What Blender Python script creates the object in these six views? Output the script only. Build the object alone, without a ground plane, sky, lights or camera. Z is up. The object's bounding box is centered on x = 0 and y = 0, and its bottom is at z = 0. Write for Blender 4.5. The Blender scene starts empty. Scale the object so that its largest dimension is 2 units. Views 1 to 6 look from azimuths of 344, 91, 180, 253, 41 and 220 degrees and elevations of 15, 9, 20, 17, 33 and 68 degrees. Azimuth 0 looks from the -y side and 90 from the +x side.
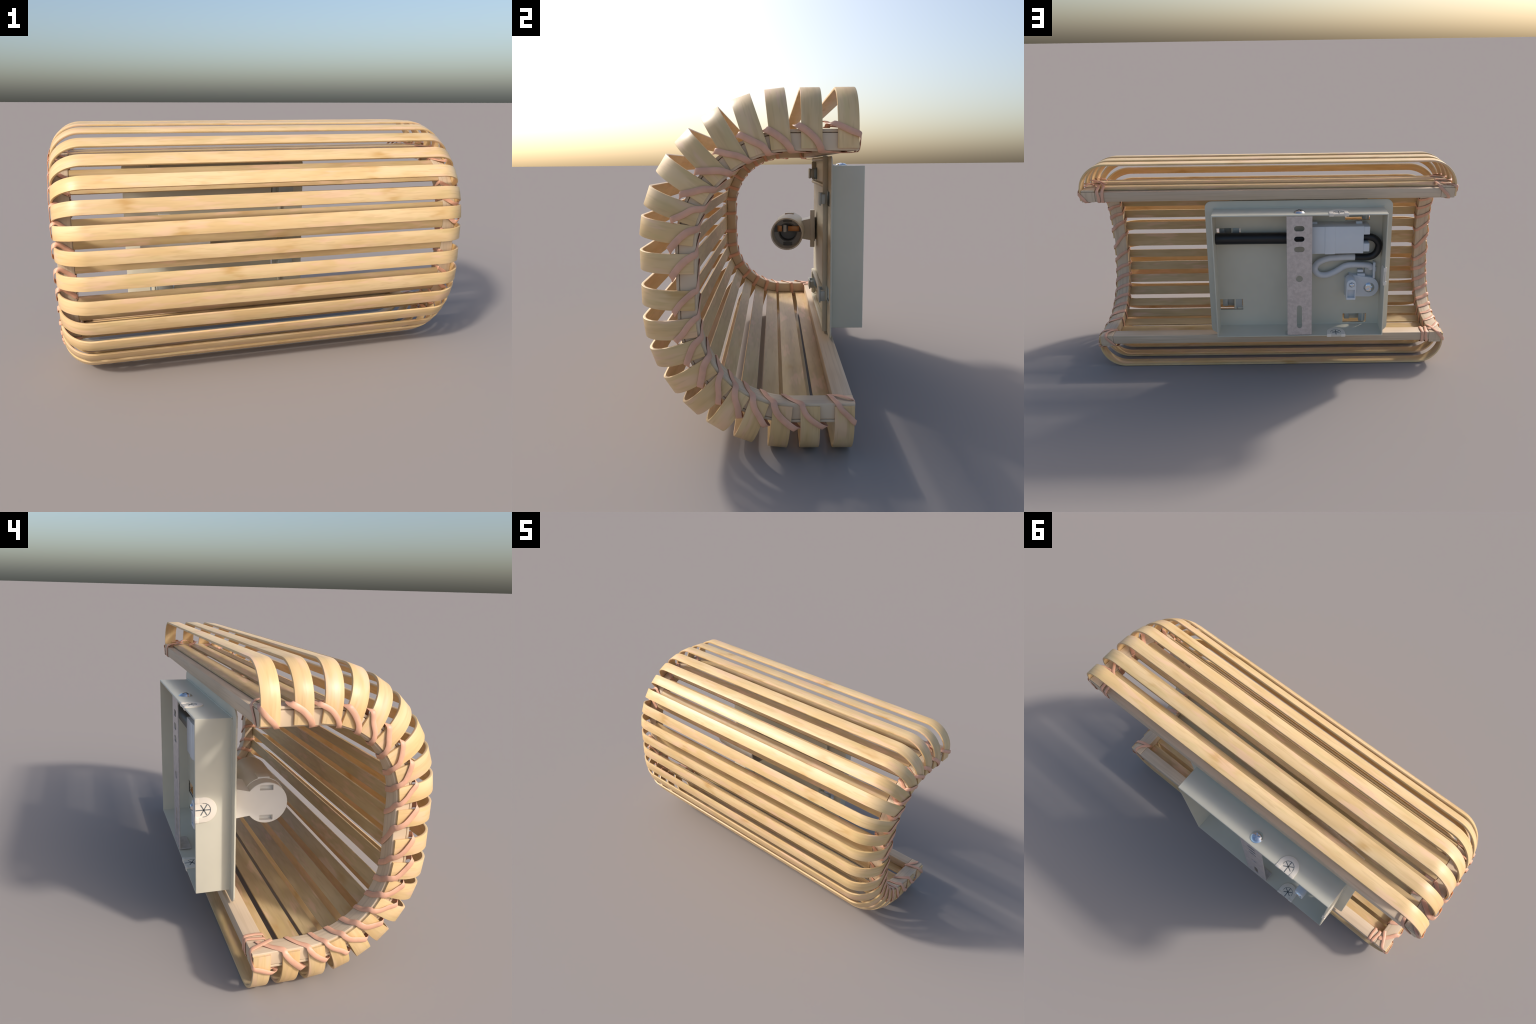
import bpy, bmesh, math, random
from mathutils import Vector, Matrix
import numpy as np

random.seed(7)
rng = random.Random(11)
SC = bpy.context.scene.collection

# ---------------------------------------------------------------- materials
def mat_new(name):
    m = bpy.data.materials.new(name)
    m.use_nodes = True
    nt = m.node_tree
    b = nt.nodes["Principled BSDF"]
    return m, nt, b

def nd(nt, t, **kw):
    n = nt.nodes.new(t)
    for k, v in kw.items():
        setattr(n, k, v)
    return n

def mix(nt, fac, a, b):
    n = nd(nt, "ShaderNodeMix", data_type='RGBA')
    for sock, v in ((n.inputs[0], fac), (n.inputs[6], a), (n.inputs[7], b)):
        if hasattr(v, "is_output"):
            nt.links.new(v, sock)
        else:
            sock.default_value = v if not isinstance(v, tuple) else (*v, 1.0)
    return n.outputs[2]

def ramp(nt, src, lo, hi):
    n = nd(nt, "ShaderNodeMapRange")
    n.interpolation_type = 'SMOOTHSTEP'
    nt.links.new(src, n.inputs[0])
    n.inputs[1].default_value = lo
    n.inputs[2].default_value = hi
    return n.outputs[0]

def mathn(nt, op, a, b=None):
    n = nd(nt, "ShaderNodeMath", operation=op)
    for i, v in enumerate((a, b)):
        if v is None:
            continue
        if hasattr(v, "is_output"):
            nt.links.new(v, n.inputs[i])
        else:
            n.inputs[i].default_value = v
    return n.outputs[0]

def noise(nt, vec, scale=1.0, detail=3.0, rough=0.55):
    n = nd(nt, "ShaderNodeTexNoise")
    nt.links.new(vec, n.inputs["Vector"])
    n.inputs["Scale"].default_value = scale
    n.inputs["Detail"].default_value = detail
    n.inputs["Roughness"].default_value = rough
    return n.outputs["Fac"]

def coords(nt, scale, shift=True):
    """object coordinates, stretched, moved by a random amount per object"""
    tc = nd(nt, "ShaderNodeTexCoord")
    mp = nd(nt, "ShaderNodeMapping")
    mp.inputs["Scale"].default_value = scale
    nt.links.new(tc.outputs["Object"], mp.inputs["Vector"])
    if not shift:
        return mp.outputs[0]
    oi = nd(nt, "ShaderNodeObjectInfo")
    k = mathn(nt, 'MULTIPLY', oi.outputs["Random"], 57.0)
    va = nd(nt, "ShaderNodeVectorMath", operation='ADD')
    nt.links.new(mp.outputs[0], va.inputs[0])
    nt.links.new(k, va.inputs[1])
    return va.outputs[0]

def bamboo(name, base, pale, deep, node_col, rough=0.42, knots=0.85, bump=0.05, coat=0.0):
    m, nt, b = mat_new(name)
    fine = noise(nt, coords(nt, (2.5, 150, 2.5)), 1.0, 2.0)
    streak = noise(nt, coords(nt, (5.0, 55, 5.0)), 1.0, 3.0)
    patch = noise(nt, coords(nt, (3.2, 14, 3.2)), 1.0, 2.0)
    tint = noise(nt, coords(nt, (2.6, 13, 2.6)), 2.0, 2.0)
    c = mix(nt, ramp(nt, patch, 0.32, 0.68), base, pale)
    c = mix(nt, mathn(nt, 'MULTIPLY', ramp(nt, streak, 0.48, 0.70), 0.38), c, deep)
    c = mix(nt, mathn(nt, 'MULTIPLY', ramp(nt, tint, 0.55, 0.70), 0.36), c, (0.64, 0.49, 0.205))
    c = mix(nt, mathn(nt, 'MULTIPLY', ramp(nt, tint, 0.47, 0.33), 0.50), c, (0.84, 0.53, 0.36))
    dash = noise(nt, coords(nt, (11.0, 95, 11.0)), 1.0, 1.0)
    c = mix(nt, mathn(nt, 'MULTIPLY', ramp(nt, dash, 0.56, 0.70), 0.30), c, deep)
    # bamboo nodes: a soft brown cross band at a random place on each slat
    tc = nd(nt, "ShaderNodeTexCoord")
    sx = nd(nt, "ShaderNodeSeparateXYZ")
    nt.links.new(tc.outputs["Object"], sx.inputs[0])
    oi = nd(nt, "ShaderNodeObjectInfo")
    off = mathn(nt, 'MULTIPLY', oi.outputs["Random"], 7.3)
    wob = mathn(nt, 'MULTIPLY', noise(nt, coords(nt, (4, 22, 4)), 1.0, 2.0), 0.10)
    xx = mathn(nt, 'ADD', mathn(nt, 'ADD', sx.outputs[0], off), wob)
    fr = mathn(nt, 'PINGPONG', xx, 0.62)
    band = ramp(nt, fr, 0.075, 0.0)
    blot = ramp(nt, noise(nt, coords(nt, (7, 30, 7)), 1.0, 2.0), 0.42, 0.72)
    k = mathn(nt, 'MULTIPLY', mathn(nt, 'MULTIPLY', band, blot), knots)
    c = mix(nt, k, c, node_col)
    # object to object brightness
    hv = nd(nt, "ShaderNodeHueSaturation")
    nt.links.new(c, hv.inputs["Color"])
    wn = nd(nt, "ShaderNodeMapRange")
    nt.links.new(oi.outputs["Random"], wn.inputs[0])
    wn.inputs[3].default_value = 0.92
    wn.inputs[4].default_value = 1.05
    nt.links.new(wn.outputs[0], hv.inputs["Value"])
    nt.links.new(hv.outputs[0], b.inputs["Base Color"])
    b.inputs["Roughness"].default_value = rough
    b.inputs["Coat Weight"].default_value = coat
    b.inputs["Coat Roughness"].default_value = 0.3
    bp = nd(nt, "ShaderNodeBump")
    bp.inputs["Strength"].default_value = bump
    bp.inputs["Distance"].default_value = 0.002
    nt.links.new(fine, bp.inputs["Height"])
    nt.links.new(bp.outputs[0], b.inputs["Normal"])
    return m

def wood(name, base, pale, deep, scale, rough=0.5):
    m, nt, b = mat_new(name)
    line = noise(nt, coords(nt, scale), 1.0, 2.0)
    patch = noise(nt, coords(nt, (2.5, 6, 6)), 1.0, 2.0)
    c = mix(nt, ramp(nt, patch, 0.35, 0.65), base, pale)
    c = mix(nt, mathn(nt, 'MULTIPLY', ramp(nt, line, 0.46, 0.64), 0.55), c, deep)
    nt.links.new(c, b.inputs["Base Color"])
    b.inputs["Roughness"].default_value = rough
    bp = nd(nt, "ShaderNodeBump")
    bp.inputs["Strength"].default_value = 0.08
    bp.inputs["Distance"].default_value = 0.002
    nt.links.new(line, bp.inputs["Height"])
    nt.links.new(bp.outputs[0], b.inputs["Normal"])
    return m

def plain(name, col, rough=0.45, metallic=0.0, var=0.04, scale=9.0, bump=0.0, bscale=60.0):
    m, nt, b = mat_new(name)
    n = noise(nt, coords(nt, (1, 1, 1), False), scale, 3.0)
    lo = tuple(v * (1 - var) for v in col)
    hi = tuple(min(1, v * (1 + var)) for v in col)
    nt.links.new(mix(nt, ramp(nt, n, 0.3, 0.7), lo, hi), b.inputs["Base Color"])
    b.inputs["Roughness"].default_value = rough
    b.inputs["Metallic"].default_value = metallic
    if bump:
        bp = nd(nt, "ShaderNodeBump")
        bp.inputs["Strength"].default_value = bump
        bp.inputs["Distance"].default_value = 0.004
        nt.links.new(noise(nt, coords(nt, (1, 1, 1), False), bscale, 3.0), bp.inputs["Height"])
        nt.links.new(bp.outputs[0], b.inputs["Normal"])
    return m

M_SLAT = bamboo("bamboo_outer", (0.73, 0.488, 0.226), (0.80, 0.572, 0.308), (0.59, 0.385, 0.175), (0.57, 0.32, 0.095), 0.42, 0.85)
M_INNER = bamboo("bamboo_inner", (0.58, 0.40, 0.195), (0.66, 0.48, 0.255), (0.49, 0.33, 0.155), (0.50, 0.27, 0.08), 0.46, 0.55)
M_RIM = wood("rim_wood", (0.66, 0.50, 0.345), (0.72, 0.56, 0.39), (0.56, 0.41, 0.27), (110, 3, 3))
M_BAR = wood("bar_wood", (0.60, 0.455, 0.315), (0.67, 0.52, 0.37), (0.52, 0.385, 0.26), (3, 110, 110))
M_CAP = wood("cap_bamboo", (0.63, 0.49, 0.335), (0.69, 0.54, 0.38), (0.54, 0.41, 0.27), (90, 4, 4))
M_LASH = plain("lashing_leather", (0.76, 0.410, 0.272), 0.45, 0, 0.10, 14.0, 0.1, 90)
M_BOX = plain("painted_sheet_steel", (0.65, 0.605, 0.485), 0.42, 0, 0.03, 5.0)
M_WHITE = plain("white_plastic", (0.74, 0.72, 0.68), 0.4, 0, 0.02)
M_SOCKET = plain("socket_plastic", (0.84, 0.79, 0.72), 0.4, 0, 0.02)
M_TERM = plain("terminal_plastic", (0.70, 0.72, 0.74), 0.38, 0, 0.02)
M_GROM = plain("grommet_plastic", (0.86, 0.77, 0.65), 0.4, 0, 0.02)
M_GROOVE = plain("grommet_groove", (0.16, 0.17, 0.17), 0.6)
M_BLACK = plain("black_rubber", (0.010, 0.010, 0.011), 0.38, 0, 0.1)
M_CORD = plain("white_cord", (0.66, 0.655, 0.66), 0.5, 0, 0.03)
M_ZINC = plain("galvanised_steel", (0.60, 0.55, 0.53), 0.42, 0.55, 0.09, 60.0, 0.25, 90)
M_SCREW = plain("zinc_screw", (0.72, 0.74, 0.76), 0.16, 1.0, 0.03)
M_CLIP = plain("spring_clip_steel", (0.42, 0.44, 0.42), 0.4, 0.3, 0.05)
M_DARK = plain("socket_dark", (0.17, 0.165, 0.16), 0.5)
M_SOCKIN = plain("socket_interior", (0.46, 0.44, 0.42), 0.5)
M_COPPER = plain("copper_contact", (0.55, 0.25, 0.10), 0.35, 0.6, 0.08)

# ---------------------------------------------------------------- helpers
def add(name, mesh, parent, mats=()):
    for m in mats:
        mesh.materials.append(m)
    o = bpy.data.objects.new(name, mesh)
    SC.objects.link(o)
    o.parent = parent
    return o

def finish(bm, name, smooth=35.0):
    me = bpy.data.meshes.new(name)
    bmesh.ops.recalc_face_normals(bm, faces=bm.faces)
    bm.to_mesh(me)
    bm.free()
    if smooth:
        me.polygons.foreach_set("use_smooth", [True] * len(me.polygons))
        me.set_sharp_from_angle(angle=math.radians(smooth))
    return me

def bevel(bm, w, seg=2, ang=30.0):
    es = [e for e in bm.edges if len(e.link_faces) == 2 and e.calc_face_angle(0) > math.radians(ang)]
    bmesh.ops.bevel(bm, geom=es, offset=w, segments=seg, profile=0.5, affect='EDGES', clamp_overlap=True)

def box_bm(lo, hi, bw=0.0, seg=2, bm=None):
    b = bmesh.new()
    c = [(l + h) / 2 for l, h in zip(lo, hi)]
    s = [h - l for l, h in zip(lo, hi)]
    bmesh.ops.create_cube(b, size=1.0, matrix=Matrix.Translation(c) @ Matrix.Diagonal((*s, 1)))
    if bw:
        bevel(b, bw, seg)
    if bm is None:
        return b
    tmp = bpy.data.meshes.new("tmp")
    b.to_mesh(tmp); b.free()
    bm.from_mesh(tmp)
    bpy.data.meshes.remove(tmp)
    return bm

def boxes(name, specs, parent, mat, bw=0.002):
    bm = bmesh.new()
    for lo, hi in specs:
        box_bm(lo, hi, bw, 2, bm)
    return add(name, finish(bm, name), parent, [mat])

def prism_bm(poly, axis, a, b, bw=0.0, bm=None):
    """poly of 2D points in the plane across the axis, extruded from a to b"""
    k = bmesh.new()
    def p3(p, t):
        q = [p[0], p[1]]
        q.insert(axis, t)
        return q
    v0 = [k.verts.new(p3(p, a)) for p in poly]
    v1 = [k.verts.new(p3(p, b)) for p in poly]
    n = len(poly)
    k.faces.new(v0); k.faces.new(v1[::-1])
    for i in range(n):
        k.faces.new((v0[i], v0[(i + 1) % n], v1[(i + 1) % n], v1[i]))
    bmesh.ops.recalc_face_normals(k, faces=k.faces)
    if bw:
        bevel(k, bw, 2)
    if bm is None:
        return k
    tmp = bpy.data.meshes.new("tmp")
    k.to_mesh(tmp); k.free()
    bm.from_mesh(tmp)
    bpy.data.meshes.remove(tmp)
    return bm

def rounded_rect(x0, x1, z0, z1, r, seg=6):
    out = []
    for cx, cz, a0 in ((x1 - r, z1 - r, 0), (x0 + r, z1 - r, 90), (x0 + r, z0 + r, 180), (x1 - r, z0 + r, 270)):
        for i in range(seg + 1):
            a = math.radians(a0 + 90 * i / seg)
            out.append((cx + r * math.cos(a), cz + r * math.sin(a)))
    return out

def cut(obj, cutters, op='DIFFERENCE'):
    """boolean the cutter meshes with obj, applied"""
    for cm in cutters:
        co = bpy.data.objects.new("cutter", cm)
        SC.objects.link(co)
        md = obj.modifiers.new("b", 'BOOLEAN')
        md.operation = op
        md.solver = 'EXACT'
        md.object = co
        dg = bpy.context.evaluated_depsgraph_get()
        me = bpy.data.meshes.new_from_object(obj.evaluated_get(dg))
        obj.modifiers.clear()
        old = obj.data
        obj.data = me
        bpy.data.objects.remove(co)
        bpy.data.meshes.remove(cm)
        bpy.data.meshes.remove(old)
    obj.data.set_sharp_from_angle(angle=math.radians(35))

def raw(bm, name="c"):
    me = bpy.data.meshes.new(name)
    bm.to_mesh(me); bm.free()
    return me

def catmull(P, n):
    """P: list of numpy vectors; n samples per span"""
    P = [np.array(p, float) for p in P]
    E = [2 * P[0] - P[1]] + P + [2 * P[-1] - P[-2]]
    out = []
    for i in range(1, len(E) - 2):
        a, b, c, d = E[i - 1:i + 3]
        for j in range(n):
            t = j / n
            out.append(0.5 * ((2 * b) + (c - a) * t + (2 * a - 5 * b + 4 * c - d) * t * t + (3 * b - a - 3 * c + d) * t ** 3))
    out.append(P[-1])
    return out

def tube(name, pts, r, parent, mat, n=6, sides=18):
    path = [Vector(p) for p in catmull(pts, n)]
    bm = bmesh.new()
    rings = []
    up = Vector((0, 1, 0))
    for i, p in enumerate(path):
        t = (path[min(i + 1, len(path) - 1)] - path[max(i - 1, 0)]).normalized()
        a = up.cross(t)
        if a.length < 1e-4:
            a = Vector((0, 0, 1)).cross(t)
        a.normalize()
        b = t.cross(a)
        rings.append([bm.verts.new(p + r * (math.cos(u) * a + math.sin(u) * b)) for u in [2 * math.pi * k / sides for k in range(sides)]])
    for A, B in zip(rings, rings[1:]):
        for k in range(sides):
            bm.faces.new((A[k], A[(k + 1) % sides], B[(k + 1) % sides], B[k]))
    bm.faces.new(rings[0]); bm.faces.new(rings[-1][::-1])
    return add(name, finish(bm, name, 50), parent, [mat])

def lathe_x(profile, y, z, sides=40, bm=None):
    """profile: (x, r) pairs, revolved about the line parallel to x through (y, z)"""
    bm = bm or bmesh.new()
    rings = []
    for x, r in profile:
        if r < 1e-6:
            rings.append([bm.verts.new((x, y, z))])
        else:
            rings.append([bm.verts.new((x, y + r * math.cos(a), z + r * math.sin(a))) for a in [2 * math.pi * k / sides for k in range(sides)]])
    for A, B in zip(rings, rings[1:]):
        for k in range(sides):
            j = (k + 1) % sides
            if len(A) == 1 and len(B) == 1:
                continue
            if len(A) == 1:
                bm.faces.new((A[0], B[j], B[k]))
            elif len(B) == 1:
                bm.faces.new((A[k], A[j], B[0]))
            else:
                bm.faces.new((A[k], A[j], B[j], B[k]))
    return bm

# ---------------------------------------------------------------- the D-shaped section
# The line on which the slat ends lie: flat top, quarter arc, short upright,
# quarter arc, flat bottom.  s runs from the top back corner to the bottom back corner.
R, YC, ZT, ZB, YB = 0.302, 0.085, 0.694, 0.493, 0.282
L1, LA, LV = YB - YC, R * math.pi / 2, ZT - ZB
TOT = 2 * L1 + 2 * LA + LV

def frame(s):
    """point, tangent (direction of s) and outward normal in the yz plane"""
    if s < L1:
        return (YB - s, ZT + R), (-1, 0), (0, 1)
    s -= L1
    if s < LA:
        a = s / R
        return (YC - R * math.sin(a), ZT + R * math.cos(a)), (-math.cos(a), -math.sin(a)), (-math.sin(a), math.cos(a))
    s -= LA
    if s < LV:
        return (YC - R, ZT - s), (0, -1), (-1, 0)
    s -= LV
    if s < LA:
        a = s / R
        return (YC - R * math.cos(a), ZB - R * math.sin(a)), (math.sin(a), -math.cos(a)), (-math.cos(a), -math.sin(a))
    s -= LA
    return (YC + s, ZB - R), (1, 0), (0, -1)

def at(s, o, x):
    (y, z), t, n = frame(s)
    return Vector((x, y + o * n[0], z + o * n[1]))

def nrm(s, v):
    """(along s, outward, along x) -> world direction"""
    _, t, n = frame(s)
    return Vector((v[2], v[0] * t[0] + v[1] * n[0], v[0] * t[1] + v[1] * n[1])).normalized()

# half of the slat positions (bottom side); the upper side mirrors them
low = [0.826, 0.910, 0.975, 1.044, 1.111, 1.175, 1.240, 1.314, 1.404, 1.512]
OUTER = sorted([TOT - s for s in low] + low)
for k, d in ((3, -0.0075), (4, -0.006), (5, -0.001), (6, -0.001), (7, -0.002), (8, -0.004), (9, -0.004), (11, 0.0012), (12, 0.0015), (13, 0.001)):
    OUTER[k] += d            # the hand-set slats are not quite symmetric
inner_half = [(0.840, 0.889), (0.913, 0.958), (0.984, 1.028), (1.052, 1.098), (1.122, 1.166), (1.190, 1.240), (1.259, 1.310), (1.319, 1.401), (1.424, 1.507)]
INNER = sorted([(TOT - b, TOT - a) for a, b in inner_half] + [(0.732, 0.812)] + inner_half)

XF, XE = 0.977, 0.907           # rim: outer end face and inner side face
lamp = bpy.data.objects.new("wall_lamp", None)
SC.objects.link(lamp)
lamp["label"] = "wall lamp with rounded bamboo slat shade and steel housing"
lamp["category"] = "wall lamp"

# ---------------------------------------------------------------- rims
def sweep_s(name, o0, o1, x0, x1, s0, s1, parent, mat, bw=0.003):
    stops = [s0]
    n = 110
    stops = [s0 + (s1 - s0) * i / n for i in range(n + 1)]
    bm = bmesh.new()
    sec = rounded_rect(x0, x1, o0, o1, bw, 3)
    rings = [[bm.verts.new(at(s, o, x)) for x, o in sec] for s in stops]
    m = len(sec)
    for A, B in zip(rings, rings[1:]):
        for k in range(m):
            bm.faces.new((A[k], A[(k + 1) % m], B[(k + 1) % m], B[k]))
    bm.faces.new(rings[0]); bm.faces.new(rings[-1][::-1])
    return add(name, finish(bm, name, 40), parent, [mat])

rims = {}
for sg in (1, -1):
    a, b = sorted((sg * XE, sg * XF))
    rims[sg] = sweep_s("rim", -0.007, 0.0452, a, b, -0.001, TOT + 0.001, lamp, M_RIM)
    a, b = sorted((sg * (XE + 0.001), sg * (XF - 0.001)))
    sweep_s("rim_cap", 0.0468, 0.0565, a, b, 0.001, TOT - 0.001, rims[sg], M_CAP, 0.002)

# back bars
for zs in (1, -1):
    zc = 0.5935
    z0, z1 = sorted((zc + zs * 0.396, zc + zs * 0.4465))
    bm = box_bm((-XE + 0.001, 0.2175, z0), (XE - 0.001, 0.2835, z1), 0.003, 2)
    add("crossbar", finish(bm, "crossbar"), lamp, [M_BAR])

# ---------------------------------------------------------------- outer slats
SW, ST = 0.0628, 0.0095

def outer_slat_mesh():
    """profile in x and outward distance, swept across the width"""
    xo, rr, top = 0.9875, 0.1425, 0.191
    prof = []   # outer line, left half mirrored later
    prof.append((xo - 0.001, 0.0))
    prof.append((xo, 0.02))
    prof.append((xo, top - rr))
    for i in range(1, 15):
        a = math.radians(90 * i / 14)
        prof.append((xo - rr + rr * math.cos(a), top - rr + rr * math.sin(a)))
    nx = 10
    x_in = xo - rr
    pts = prof + [(x_in - x_in * 2 * i / nx, top) for i in range(1, nx)] + [(-x, o) for x, o in reversed(prof)]
    # inward normals
    P = [Vector(p) for p in pts]
    N = []
    for i in range(len(P)):
        t = (P[min(i + 1, len(P) - 1)] - P[max(i - 1, 0)]).normalized()
        N.append(Vector((-t.y, t.x)))
    bm = bmesh.new()
    e = 0.0016
    h = SW / 2
    sec = [(-h + e, 0), (h - e, 0), (h - e * .3, e * .3), (h, e), (h, ST - e), (h - e * .3, ST - e * .3), (h - e, ST), (-h + e, ST), (-h + e * .3, ST - e * .3), (-h, ST - e), (-h, e), (-h + e * .3, e * .3)]
    rings = []
    for p, n in zip(P, N):
        rings.append([bm.verts.new((p.x + n.x * d, w, p.y + n.y * d)) for w, d in sec])
    m = len(sec)
    for A, B in zip(rings, rings[1:]):
        for k in range(m):
            bm.faces.new((A[k], A[(k + 1) % m], B[(k + 1) % m], B[k]))
    bm.faces.new(rings[0]); bm.faces.new(rings[-1][::-1])
    return finish(bm, "slat", 40)

slat_me = outer_slat_mesh()
slat_me.materials.append(M_SLAT)
for s in OUTER:
    o = bpy.data.objects.new("slat", slat_me)
    SC.objects.link(o)
    o.parent = lamp
    (y, z), t, n = frame(s)
    # local x = x, local y = along s, local z = outward
    flip = 1 if rng.random() < 0.5 else -1
    Rm = Matrix(((flip, 0, 0), (0, flip * -t[0], n[0]), (0, flip * -t[1], n[1])))
    if Rm.determinant() < 0:
        Rm = Matrix(((flip, 0, 0), (0, flip * t[0], n[0]), (0, flip * t[1], n[1])))
    o.matrix_local = Matrix.Translation((0, y, z)) @ Rm.to_4x4() @ Matrix.Rotation(math.radians(rng.uniform(-0.12, 0.12)), 4, 'Z')

# ---------------------------------------------------------------- inner slats
def inner_slat_mesh(w):
    """flat inside, gently domed outside"""
    h, n = w / 2, 10
    dome, edge = 0.0045, 0.0075
    sec = [(-h, 0.0), (h, 0.0)]
    for i in range(n + 1):
        u = 1 - 2 * i / n
        sec.append((h * u * 0.995, edge + dome * (1 - u * u)))
    bm = bmesh.new()
    L = XE - 0.0015
    xs = [-L, -0.45, 0, 0.45, L]
    rings = [[bm.verts.new((x, a, b)) for a, b in sec] for x in xs]
    m = len(sec)
    for A, B in zip(rings, rings[1:]):
        for k in range(m):
            bm.faces.new((A[k], A[(k + 1) % m], B[(k + 1) % m], B[k]))
    bm.faces.new(rings[0]); bm.faces.new(rings[-1][::-1])
    me = finish(bm, "lining_slat", 35)
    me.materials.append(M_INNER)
    return me

cache = {}
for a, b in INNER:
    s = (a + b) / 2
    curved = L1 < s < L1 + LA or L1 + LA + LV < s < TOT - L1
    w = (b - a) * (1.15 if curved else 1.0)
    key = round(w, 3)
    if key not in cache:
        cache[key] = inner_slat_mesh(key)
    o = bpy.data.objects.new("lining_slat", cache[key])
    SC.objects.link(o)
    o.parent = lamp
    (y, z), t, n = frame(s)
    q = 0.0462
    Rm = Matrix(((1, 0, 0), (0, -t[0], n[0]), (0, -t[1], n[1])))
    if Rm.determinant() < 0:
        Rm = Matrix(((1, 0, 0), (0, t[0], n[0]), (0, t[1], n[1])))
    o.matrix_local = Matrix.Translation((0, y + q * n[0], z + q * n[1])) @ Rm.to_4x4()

# ---------------------------------------------------------------- lashings
def ribbon(name, pts, nrms, parent, w=0.018, t=0.0019, n=7):
    path = [Vector(p) for p in catmull(pts, n)]
    nn = [Vector(p).normalized() for p in catmull(nrms, n)]
    bm = bmesh.new()
    e = t * 0.42
    h = w / 2
    sec = [(-h + e, t / 2), (0, t / 2 + 0.0007), (h - e, t / 2), (h, 0), (h - e, -t / 2), (-h + e, -t / 2), (-h, 0)]
    rings = []
    for i, p in enumerate(path):
        tg = (path[min(i + 1, len(path) - 1)] - path[max(i - 1, 0)]).normalized()
        k = nn[i] - tg * nn[i].dot(tg)
        k.normalize()
        side = tg.cross(k)
        rings.append([bm.verts.new(p + side * a + k * b) for a, b in sec])
    m = len(sec)
    for A, B in zip(rings, rings[1:]):
        for k in range(m):
            bm.faces.new((A[k], A[(k + 1) % m], B[(k + 1) % m], B[k]))
    bm.faces.new(rings[0]); bm.faces.new(rings[-1][::-1])
    return add(name, finish(bm, name, 60), parent, [M_LASH])

def lash(spec, sg, mirror, **kw):
    """spec: (s, o, x, (ns, no, nx)) for the +x rim; mirrored in s for the -x rim"""
    P, N = [], []
    for s, o, x, v in spec:
        if mirror:
            s = TOT - s
            v = (-v[0], v[1], v[2])
        P.append(at(s, o, sg * x))
        N.append(nrm(s, (v[0], v[1], sg * v[2])))
    return ribbon("lashing", P, N, rims[sg], **kw)

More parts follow.
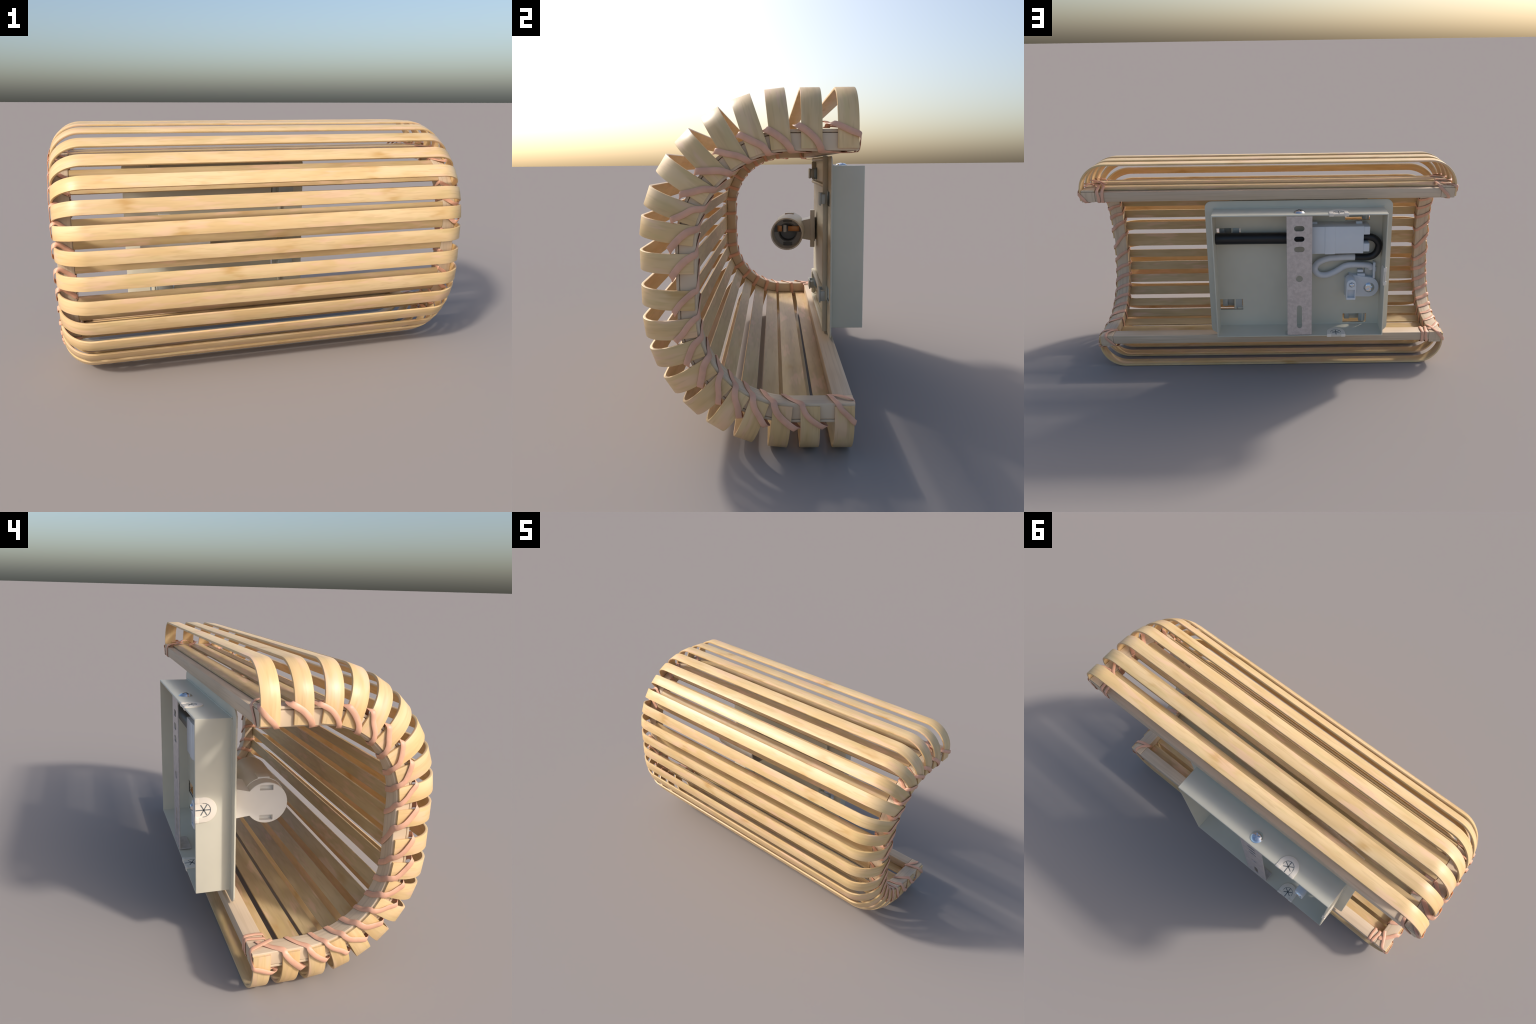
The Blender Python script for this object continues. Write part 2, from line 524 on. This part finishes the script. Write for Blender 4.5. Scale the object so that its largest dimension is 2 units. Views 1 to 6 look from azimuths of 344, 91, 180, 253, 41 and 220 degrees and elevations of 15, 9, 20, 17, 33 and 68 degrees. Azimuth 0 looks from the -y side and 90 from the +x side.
def build_lashings(sg, rnd):
    mirror = sg < 0
    S = OUTER
    n = len(S)
    for k in range(1, n - 1):
        c, nx, pv = S[k], S[k + 1], S[k - 1]
        g0, g1 = (c + nx) / 2, (c + pv) / 2
        j = lambda a: rnd.uniform(-a, a)
        e = j(0.004)
        h = SW / 2
        wide0 = min(g0, c + h + 0.012)
        wide1 = max(g1, c - h - 0.004)
        lift = rnd.uniform(0.0, 0.0035)
        top = 0.074 + j(0.006)
        spec = [
            (c + 0.004, 0.0600, 0.908, (0, 1, -0.5)),
            (c * 0.45 + wide0 * 0.55, 0.0620, 0.935, (0, 1, 0)),
            (wide0 + 0.003, top - 0.004, 0.966, (0, 1, 0.5)),
            (wide0 - 0.004, top - 0.006, 0.9905, (0.2, 0.35, 1)),
            (c + 0.010 + e, 0.045, 0.9925 + lift, (0, 0, 1)),
            (c - 0.012 + e, 0.022, 0.9930 + lift, (0, 0, 1)),
            (wide1 + 0.010, 0.002, 0.9905, (0, -0.25, 1)),
            (wide1 + 0.004, -0.0095, 0.979, (0, -1, 0.7)),
            (wide1 - (wide1 - pv) * 0.45, -0.0105, 0.950, (0, -1, 0)),
            (pv + 0.008, -0.0105, 0.918, (0, -1, -0.2)),
            (pv + 0.004, -0.0060, 0.9045, (0, -0.6, -1)),
            (pv + 0.002, 0.0200, 0.9030, (0, 0, -1)),
            (pv + 0.002, 0.0500, 0.9030, (0, 0.3, -1)),
            (pv + 0.003, 0.0605, 0.907, (0, 1, -0.6)),
        ]
        lash(spec, sg, mirror, w=0.0195 + j(0.002))
    # end of the helix at the s = 0 corner (mirrored: at the s = TOT corner)
    c, nx = S[0], S[1]
    g = (c + nx) / 2
    lash([
        (g + 0.004, 0.062, 0.925, (0, 1, -0.2)),
        (g + 0.003, 0.072, 0.955, (0, 1, 0.3)),
        (g - 0.008, 0.073, 0.984, (0, 0.5, 1)),
        (c + 0.022, 0.063, 0.9935, (0, 0.1, 1)),
        (c - 0.010, 0.048, 0.9945, (-0.1, 0, 1)),
        (0.000, 0.040, 0.9930, (-0.7, 0, 1)),
        (-0.0045, 0.030, 0.984, (-1, 0, 0.3)),
        (-0.0045, 0.010, 0.968, (-1, 0, 0)),
        (-0.0030, -0.007, 0.954, (-1, -0.9, 0)),
        (0.012, -0.0115, 0.946, (0, -1, 0)),
        (0.050, -0.0125, 0.930, (0, -1, 0)),
        (0.085, -0.0110, 0.912, (0, -1, 0)),
    ], sg, mirror, w=0.0175)
    # the other corner: one strand over the end slat, one over the joint with the bar
    c, pv = S[-1], S[-2]
    lash([
        (TOT - 0.078, -0.0040, 0.899, (0, -1, -0.6)),
        (TOT - 0.074, -0.0110, 0.915, (0, -1, 0)),
        (TOT - 0.068, -0.0135, 0.945, (0, -1, 0)),
        (TOT - 0.055, -0.0095, 0.980, (0, -1, 0.8)),
        (TOT - 0.042, 0.008, 0.9925, (0, -0.2, 1)),
        (TOT - 0.020, 0.030, 0.9935, (0, 0, 1)),
        (TOT - 0.003, 0.048, 0.9925, (0.6, 0, 1)),
        (TOT + 0.0030, 0.056, 0.983, (1, 0.3, 0.4)),
        (TOT - 0.006, 0.0640, 0.965, (0.3, 1, 0)),
        (TOT - 0.030, 0.0620, 0.940, (0, 1, 0)),
        (TOT - 0.058, 0.0620, 0.918, (0, 1, 0)),
    ], sg, mirror, w=0.0175)
    lash([
        (TOT - 0.085, 0.020, 0.900, (0.2, 0, -1)),
        (TOT - 0.078, -0.004, 0.902, (0.3, -1, -0.7)),
        (TOT - 0.055, -0.0140, 0.925, (0, -1, 0)),
        (TOT - 0.025, -0.0155, 0.945, (0, -1, 0)),
        (TOT - 0.001, -0.0090, 0.948, (0.8, -0.8, 0)),
        (TOT + 0.0045, 0.010, 0.940, (1, 0, 0)),
        (TOT + 0.0045, 0.035, 0.915, (1, 0, 0)),
        (TOT + 0.0030, 0.052, 0.900, (0.8, 0.6, 0)),
        (TOT - 0.014, 0.0640, 0.892, (0, 1, 0)),
        (TOT - 0.045, 0.0665, 0.888, (0, 1, 0)),
        (TOT - 0.080, 0.0640, 0.890, (0, 1, 0)),
    ], sg, mirror, w=0.016)
    # loops round the back bar beside the joint, at the s = 0 corner
    for x, tilt in ((0.893, 0.006), (0.866, -0.002)):
        lash([
            (0.096, 0.064, x + 0.035 + tilt, (0, 1, 0)),
            (0.070, 0.068, x + 0.012, (0, 1, 0)),
            (0.032, 0.0645, x, (0, 1, 0)),
            (0.006, 0.0560, x, (-0.5, 1, 0)),
            (-0.0035, 0.0450, x, (-1, 0.4, 0)),
            (-0.0045, 0.020, x - tilt, (-1, 0, 0)),
            (-0.0040, -0.004, x - tilt, (-1, -0.5, 0)),
            (0.005, -0.0105, x - tilt, (0, -1, 0)),
            (0.040, -0.0110, x, (0, -1, 0)),
            (0.066, -0.0085, x + 0.002, (0.4, -1, 0)),
            (0.0695, 0.004, x + 0.004, (1, 0, 0)),
            (0.0700, 0.038, x + 0.006, (1, 0, 0)),
        ], sg, mirror, w=0.0155)
    # knot strands lying over the cap between the first slats
    lash([
        (0.060, 0.0700, 0.872, (0, 1, 0)),
        (0.078, 0.0780, 0.890, (0, 1, 0)),
        (0.092, 0.0800, 0.915, (0, 1, 0.2)),
        (0.088, 0.0740, 0.945, (0, 1, 0.2)),
        (0.062, 0.0700, 0.962, (-0.2, 1, 0)),
        (0.038, 0.0680, 0.965, (0, 1, 0)),
    ], sg, mirror, w=0.0155)
    lash([
        (0.070, 0.0740, 0.858, (0, 1, 0)),
        (0.080, 0.0790, 0.880, (0.1, 1, 0)),
        (0.100, 0.0830, 0.900, (0.2, 1, 0)),
        (0.130, 0.0760, 0.925, (0.2, 1, 0)),
        (0.150, 0.0650, 0.950, (0, 1, 0)),
    ], sg, mirror, w=0.0150)

build_lashings(1, random.Random(3))
build_lashings(-1, random.Random(5))

# ---------------------------------------------------------------- housing
HX0, HX1, HZ0, HZ1 = -0.6145, 0.2905, 0.248, 0.942
YFL, YBK = 0.2725, 0.4085
bm = box_bm((HX0, YFL - 0.006, HZ0), (HX1, YBK, HZ1), 0.003, 3)
housing = add("housing", finish(bm, "housing"), lamp, [M_BOX])
wt = 0.006
cut(housing, [raw(box_bm((HX0 + wt, YFL, HZ0 + wt), (HX1 - wt, YBK + 0.05, HZ1 - wt), 0.003, 2))])
HOLES = [(0.153, 0.281, 0.351, 0.416), (-0.541, -0.409, 0.262, 0.318), (0.153, 0.281, 0.772, 0.834), (-0.541, -0.409, 0.869, 0.931)]
cut(housing, [raw(box_bm((a, YFL - 0.05, c), (b, YFL + 0.05, d))) for a, b, c, d in HOLES])
# flange round the mouth of the shade
flange = add("flange", finish(prism_bm([(x, z) for x, z in rounded_rect(-0.661, 0.337, 0.206, 0.982, 0.036)], 1, 0.2630, 0.2700, 0.0015), "flange"), housing, [M_BOX])
cut(flange, [raw(box_bm((a, 0.2, c), (b, 0.3, d))) for a, b, c, d in HOLES])
# weld bead line where box and flange meet
y0, y1 = 0.2680, 0.2740
boxes("seam", [((HX0 - 0.004, y0, HZ1 - 0.003), (HX1 + 0.004, y1, HZ1 + 0.0035)),
               ((HX0 - 0.004, y0, HZ0 - 0.0035), (HX1 + 0.004, y1, HZ0 + 0.003)),
               ((HX0 - 0.0035, y0, HZ0 + 0.004), (HX0 + 0.003, y1, HZ1 - 0.004)),
               ((HX1 - 0.003, y0, HZ0 + 0.004), (HX1 + 0.0035, y1, HZ1 - 0.004))], housing, M_BOX, 0.0018)
# pressed ribs on the lamp side of the flange: two long bays joined by one upright
def rib(p, q):
    lo = [min(a, b) - 0.008 for a, b in zip(p, q)]
    hi = [max(a, b) + 0.008 for a, b in zip(p, q)]
    return ((lo[0], 0.2410, lo[1]), (hi[0], 0.2640, hi[1]))
RX0, RX1 = -0.522, 0.196
boxes("pressed_rib", [rib((RX1, 0.213), (RX1, 0.977))]
      + [rib((RX0, z), (RX1 - 0.017, z)) for z in (0.974, 0.856, 0.357, 0.216)]
      + [rib((RX0, 0.873), (RX0, 0.957)), rib((RX0, 0.233), (RX0, 0.340))], housing, M_BOX, 0.006)
# spring clips in the windows
for a, b, c, d in HOLES:
    m_ = (c + d) / 2
    boxes("spring_clip", [((a + 0.040, 0.222, c + 0.004), (b - 0.012, 0.229, d - 0.004)),
                          ((a + 0.030, 0.222, c + 0.006), (a + 0.041, 0.264, d - 0.006)),
                          ((a + 0.004, 0.2585, c + 0.002), (a + 0.041, 0.2635, d - 0.002)),
                          ((b - 0.040, 0.229, c + 0.010), (b - 0.012, 0.248, d - 0.010))], housing, M_CLIP, 0.002)

# mounting strap across the open back
bm = box_bm((-0.2265, 0.4020, 0.2565), (-0.094, 0.4065, 0.9345), 0.001, 1)
box_bm((-0.2265, 0.352, 0.9300), (-0.094, 0.4025, 0.9344), 0.001, 1, bm)
box_bm((-0.2265, 0.352, 0.2566), (-0.094, 0.4025, 0.2610), 0.001, 1, bm)
strap = add("mounting_strap", finish(bm, "mounting_strap"), housing, [M_ZINC])
slots = []
for z in (0.868, 0.811, 0.755):
    slots.append(rounded_rect(-0.1865, -0.1325, z - 0.0145, z + 0.0145, 0.0144, 4))
slots.append(rounded_rect(-0.1780, -0.1410, 0.590 - 0.0185, 0.590 + 0.0185, 0.0184, 4))
slots.append(rounded_rect(-0.1735, -0.1455, 0.298, 0.435, 0.0139, 4))
cut(strap, [raw(prism_bm(p, 1, 0.39, 0.42)) for p in slots])

# black cable entry, terminal block, cords
tube("cable", [(0.281, 0.309, 0.786), (0.10, 0.309, 0.786), (-0.10, 0.309, 0.785), (-0.225, 0.309, 0.785)], 0.0310, housing, M_BLACK, 3, 24)
term = boxes("terminal_block", [((-0.498, 0.269, 0.714), (-0.215, 0.366, 0.863)), ((-0.3495, 0.269, 0.7115), (-0.2950, 0.3685, 0.8640)),
                                ((-0.215, 0.272, 0.722), (-0.190, 0.355, 0.852)),
                                ((-0.530, 0.276, 0.8165), (-0.497, 0.362, 0.860)), ((-0.530, 0.276, 0.7225), (-0.497, 0.362, 0.767)),
                                ((-0.495, 0.290, 0.862), (-0.462, 0.315, 0.875)), ((-0.258, 0.290, 0.862), (-0.222, 0.315, 0.875))], housing, M_TERM, 0.002)
tube("sleeve", [(-0.470, 0.311, 0.787), (-0.524, 0.311, 0.788), (-0.560, 0.311, 0.780), (-0.582, 0.310, 0.758), (-0.588, 0.309, 0.734), (-0.580, 0.308, 0.702), (-0.558, 0.307, 0.679), (-0.522, 0.306, 0.670), (-0.463, 0.305, 0.671)], 0.0190, housing, M_BLACK, 5, 20)
tube("cord", [(-0.465, 0.305, 0.671), (-0.418, 0.304, 0.671), (-0.372, 0.303, 0.668), (-0.311, 0.302, 0.661), (-0.264, 0.301, 0.638), (-0.247, 0.300, 0.604), (-0.264, 0.299, 0.574), (-0.306, 0.298, 0.565), (-0.358, 0.297, 0.584), (-0.412, 0.296, 0.617), (-0.465, 0.294, 0.623), (-0.520, 0.291, 0.620), (-0.548, 0.286, 0.612), (-0.556, 0.280, 0.596)], 0.0168, housing, M_CORD, 5, 18)

# cord clamp: a flat rounded body, a tall lug with a square pocket, two screws
poly = [(-0.4135, 0.438), (-0.4135, 0.548)]
for i in range(1, 7):
    a = math.radians(180 - 100 * i / 6)
    poly.append((-0.437 - 0.0235 * math.cos(math.pi - a), 0.548 + 0.021 * math.sin(a)))
for i in range(11):
    a = math.radians(75 - 165 * i / 10)
    poly.append((-0.548 - 0.051 * math.cos(a), 0.492 + 0.057 * math.sin(a)))
clamp = add("cord_clamp", finish(prism_bm(poly, 1, 0.268, 0.303, 0.004), "cord_clamp"), housing, [M_TERM])
lug = [(-0.4125, 0.453), (-0.4625, 0.453)]
for i in range(9):
    a = math.radians(0 + 180 * i / 8)
    lug.append((-0.4390 - 0.0260 * math.cos(a), 0.5445 + 0.0260 * math.sin(a)))
lugo = add("clamp_lug", finish(prism_bm(lug, 1, 0.300, 0.386, 0.003), "clamp_lug"), housing, [M_TERM])
cut(lugo, [raw(box_bm((-0.4575, 0.366, 0.465), (-0.4180, 0.40, 0.513)))])
boxes("clamp_seat", [((-0.577, 0.268, 0.545), (-0.565, 0.305, 0.638)), ((-0.512, 0.268, 0.578), (-0.481, 0.296, 0.592)), ((-0.523, 0.268, 0.545), (-0.481, 0.298, 0.570)), ((-0.586, 0.268, 0.577), (-0.575, 0.285, 0.603))], housing, M_TERM, 0.0015)
boxes("clamp_throat", [((-0.566, 0.267, 0.545), (-0.522, 0.284, 0.598)), ((-0.579, 0.267, 0.428), (-0.518, 0.279, 0.440))], housing, M_CLIP, 0.0015)

def screw_head(name, r, h, loc, axis, parent, slots=2, hexed=False):
    """dome head with a cross recess, facing the given axis"""
    bm = bmesh.new()
    prof = [(0.0, r), (h * 0.16, r)] + [(h * (0.16 + 0.84 * math.sin(math.radians(a))), r * 0.93 * math.cos(math.radians(a))) for a in (10, 25, 45, 65, 80)] + [(h, 0.0)]
    bm = lathe_x(prof, 0, 0, 6 if hexed else 28, bm)
    bm.faces.new([v for v in bm.verts if abs(v.co.x) < 1e-7])
    o = add(name, finish(bm, name, 40), parent, [M_SCREW])
    d = r * 0.62
    cs = [raw(box_bm((h * 0.35, -d, -r * 0.11), (h * 2, d, r * 0.11))), raw(box_bm((h * 0.35, -r * 0.11, -d), (h * 2, r * 0.11, d)))]
    if not hexed:
        cut(o, cs)
    else:
        cut(o, [raw(lathe_x([(h * 0.4, 0), (h * 0.4, r * 0.42), (h * 2, r * 0.42), (h * 2, 0)], 0, 0, 12))])
    q = Vector((1, 0, 0)).rotation_difference(Vector(axis))
    o.matrix_local = Matrix.Translation(loc) @ q.to_matrix().to_4x4() @ Matrix.Rotation(math.radians(30), 4, 'X')
    return o

screw_head("screw", 0.0295, 0.011, (-0.5465, 0.3028, 0.490), (0, 1, 0), housing)
screw_head("screw", 0.0160, 0.012, (-0.4405, 0.3858, 0.5425), (0, 1, 0), housing, hexed=True)
screw_head("screw", 0.0300, 0.0135, (-0.1620, 0.3600, 0.9418), (0, 0, 1), housing)

# knock-out grommets on three walls: a D-shaped plate, a sunken panel with spokes
def grommet(place):
    """local u along the wall, v from the open edge inward, w out of the wall"""
    def dshape(rad, vc, edge, n=16):
        p = [(-rad, edge), (rad, edge)]
        for i in range(n + 1):
            a = math.pi * i / n
            p.append((rad * math.cos(a), vc + rad * math.sin(a)))
        return p
    bm = prism_bm(dshape(0.050, 0.032, 0.0), 2, -0.0105, 0.0042, 0.0022)
    g = add("grommet", finish(bm, "grommet"), housing, [M_GROM])
    cut(g, [raw(prism_bm(dshape(0.0290, 0.030, -0.02), 2, 0.0022, 0.02))])
    boxes("grommet_foot", [((sgn * 0.039 - 0.0115, -0.0012, -0.0115), (sgn * 0.039 + 0.0115, 0.012, 0.0055)) for sgn in (-1, 1)], housing, M_GROM, 0.0015).matrix_local = place
    g.matrix_local = place
    sp = bmesh.new()
    def bar(u0, v0, u1, v1, w):
        d = Vector((u1 - u0, v1 - v0)); L = d.length; d /= L
        q = Vector((-d.y, d.x)) * w / 2
        prism_bm([(u0 + q.x, v0 + q.y), (u1 + q.x, v1 + q.y), (u1 - q.x, v1 - q.y), (u0 - q.x, v0 - q.y)], 2, 0.0016, 0.0027, 0, sp)
    cu, cv = 0.0, 0.032
    for a in (90 - 60, 90 + 60, 90 + 0, 90 - 120, 90 + 120)[:5]:
        L = 0.024
        bar(cu, cv, cu + L * math.cos(math.radians(a)), cv + L * math.sin(math.radians(a)), 0.0042)
    bar(0, cv, 0, 0.001, 0.0042)
    prev = None
    for i in range(13):
        a = math.radians(-5 + 190 * i / 12)
        q = (0.0275 * math.cos(a), cv - 0.002 + 0.0275 * math.sin(a))
        if prev:
            bar(*prev, *q, 0.0022)
        prev = q
    add("grommet_groove", finish(sp, "grommet_groove", 0), housing, [M_GROOVE]).matrix_local = place
    return g

def basis(u, v, w, o):
    return Matrix(((u[0], v[0], w[0], o[0]), (u[1], v[1], w[1], o[1]), (u[2], v[2], w[2], o[2]), (0, 0, 0, 1)))

grommet(basis((-1, 0, 0), (0, -1, 0), (0, 0, 1), (-0.361, YBK, HZ0 + wt)))
grommet(basis((-1, 0, 0), (0, -1, 0), (0, 0, 1), (-0.362, YBK, HZ1)))
grommet(basis((0, 0, 1), (0, -1, 0), (-1, 0, 0), (HX0, YBK, 0.596)))

# ---------------------------------------------------------------- lamp socket
# built along local x with its axis through the origin, then turned a little about z
LS, SR = 0.354, 0.0845
bm = lathe_x([(0, 0.0), (0, SR - 0.003), (0.002, SR - 0.001), (0.055, SR - 0.001), (0.0555, SR + 0.001), (LS - 0.002, SR - 0.001),
              (LS, SR - 0.003), (LS, SR - 0.008), (LS - 0.085, SR - 0.012), (LS - 0.085, 0.050), (LS - 0.160, 0.047), (LS - 0.160, 0.0)], 0, 0, 44)
socket = add("lamp_socket", finish(bm, "lamp_socket", 30), lamp, [M_SOCKET])
# neck: flush with the closed end, flaring toward the housing
poly = [(0.040, 0.050), (0.070, 0.050), (0.1430, 0.066), (0.1430, -0.062), (0.070, -0.050), (0.040, -0.050)]
cut(socket, [raw(prism_bm(poly, 0, 0.0, 0.150))], 'UNION')
cut(socket, [raw(box_bm((-0.02, -0.026, 0.052), (0.022, 0.027, 0.073))),
             raw(box_bm((-0.02, -0.026, -0.071), (0.022, 0.027, -0.050)))])
socket.matrix_local = Matrix.Translation((-0.594, 0.1245, 0.595)) @ Matrix.Rotation(math.radians(-4.8), 4, 'Z')
boxes("socket_tab", [((0.057, -0.024, SR - 0.008), (0.120, 0.024, SR + 0.0035))], socket, M_SOCKET, 0.002)
boxes("foot_plate", [((0.100, 0.1160, -0.094), (0.164, 0.1400, 0.108))], socket, M_SOCKET, 0.0025)
# inside of the mouth
xm = LS - 0.085
bm = lathe_x([(xm - 0.004, 0.0505), (xm - 0.004, SR - 0.012), (xm + 0.003, SR - 0.0125), (xm + 0.003, 0.0505)], 0, 0, 36)
add("insert", finish(bm, "insert", 40), socket, [M_SOCKIN])
bm = lathe_x([(LS - 0.159, 0.0), (LS - 0.159, 0.0465), (LS - 0.152, 0.0465), (LS - 0.152, 0.0)], 0, 0, 36)
add("insert_floor", finish(bm, "insert_floor", 40), socket, [M_SOCKIN])
bm = lathe_x([(xm - 0.070, 0.0495), (xm + 0.006, 0.0495), (xm + 0.006, 0.0440), (xm - 0.070, 0.0440)], 0, 0, 36)
add("insert_sleeve", finish(bm, "insert_sleeve", 40), socket, [M_DARK])
boxes("insert_notch", [((xm - 0.004, -0.024, 0.053), (xm + 0.0045, 0.024, 0.069)), ((xm - 0.004, -0.024, -0.069), (xm + 0.0045, 0.024, -0.051)),
                       ((xm - 0.004, -0.070, 0.002), (xm + 0.0048, -0.049, 0.036)), ((xm - 0.004, 0.049, 0.002), (xm + 0.0048, 0.068, 0.036))], socket, M_DARK, 0.001)
boxes("contact", [((xm - 0.015, 0.002, 0.006), (xm + 0.009, 0.062, 0.034)), ((xm - 0.015, -0.054, 0.004), (xm + 0.010, -0.030, 0.036))], socket, M_COPPER, 0.002)
boxes("contact_tab", [((xm - 0.015, -0.023, 0.001), (xm + 0.011, -0.006, 0.039))], socket, M_WHITE, 0.002)
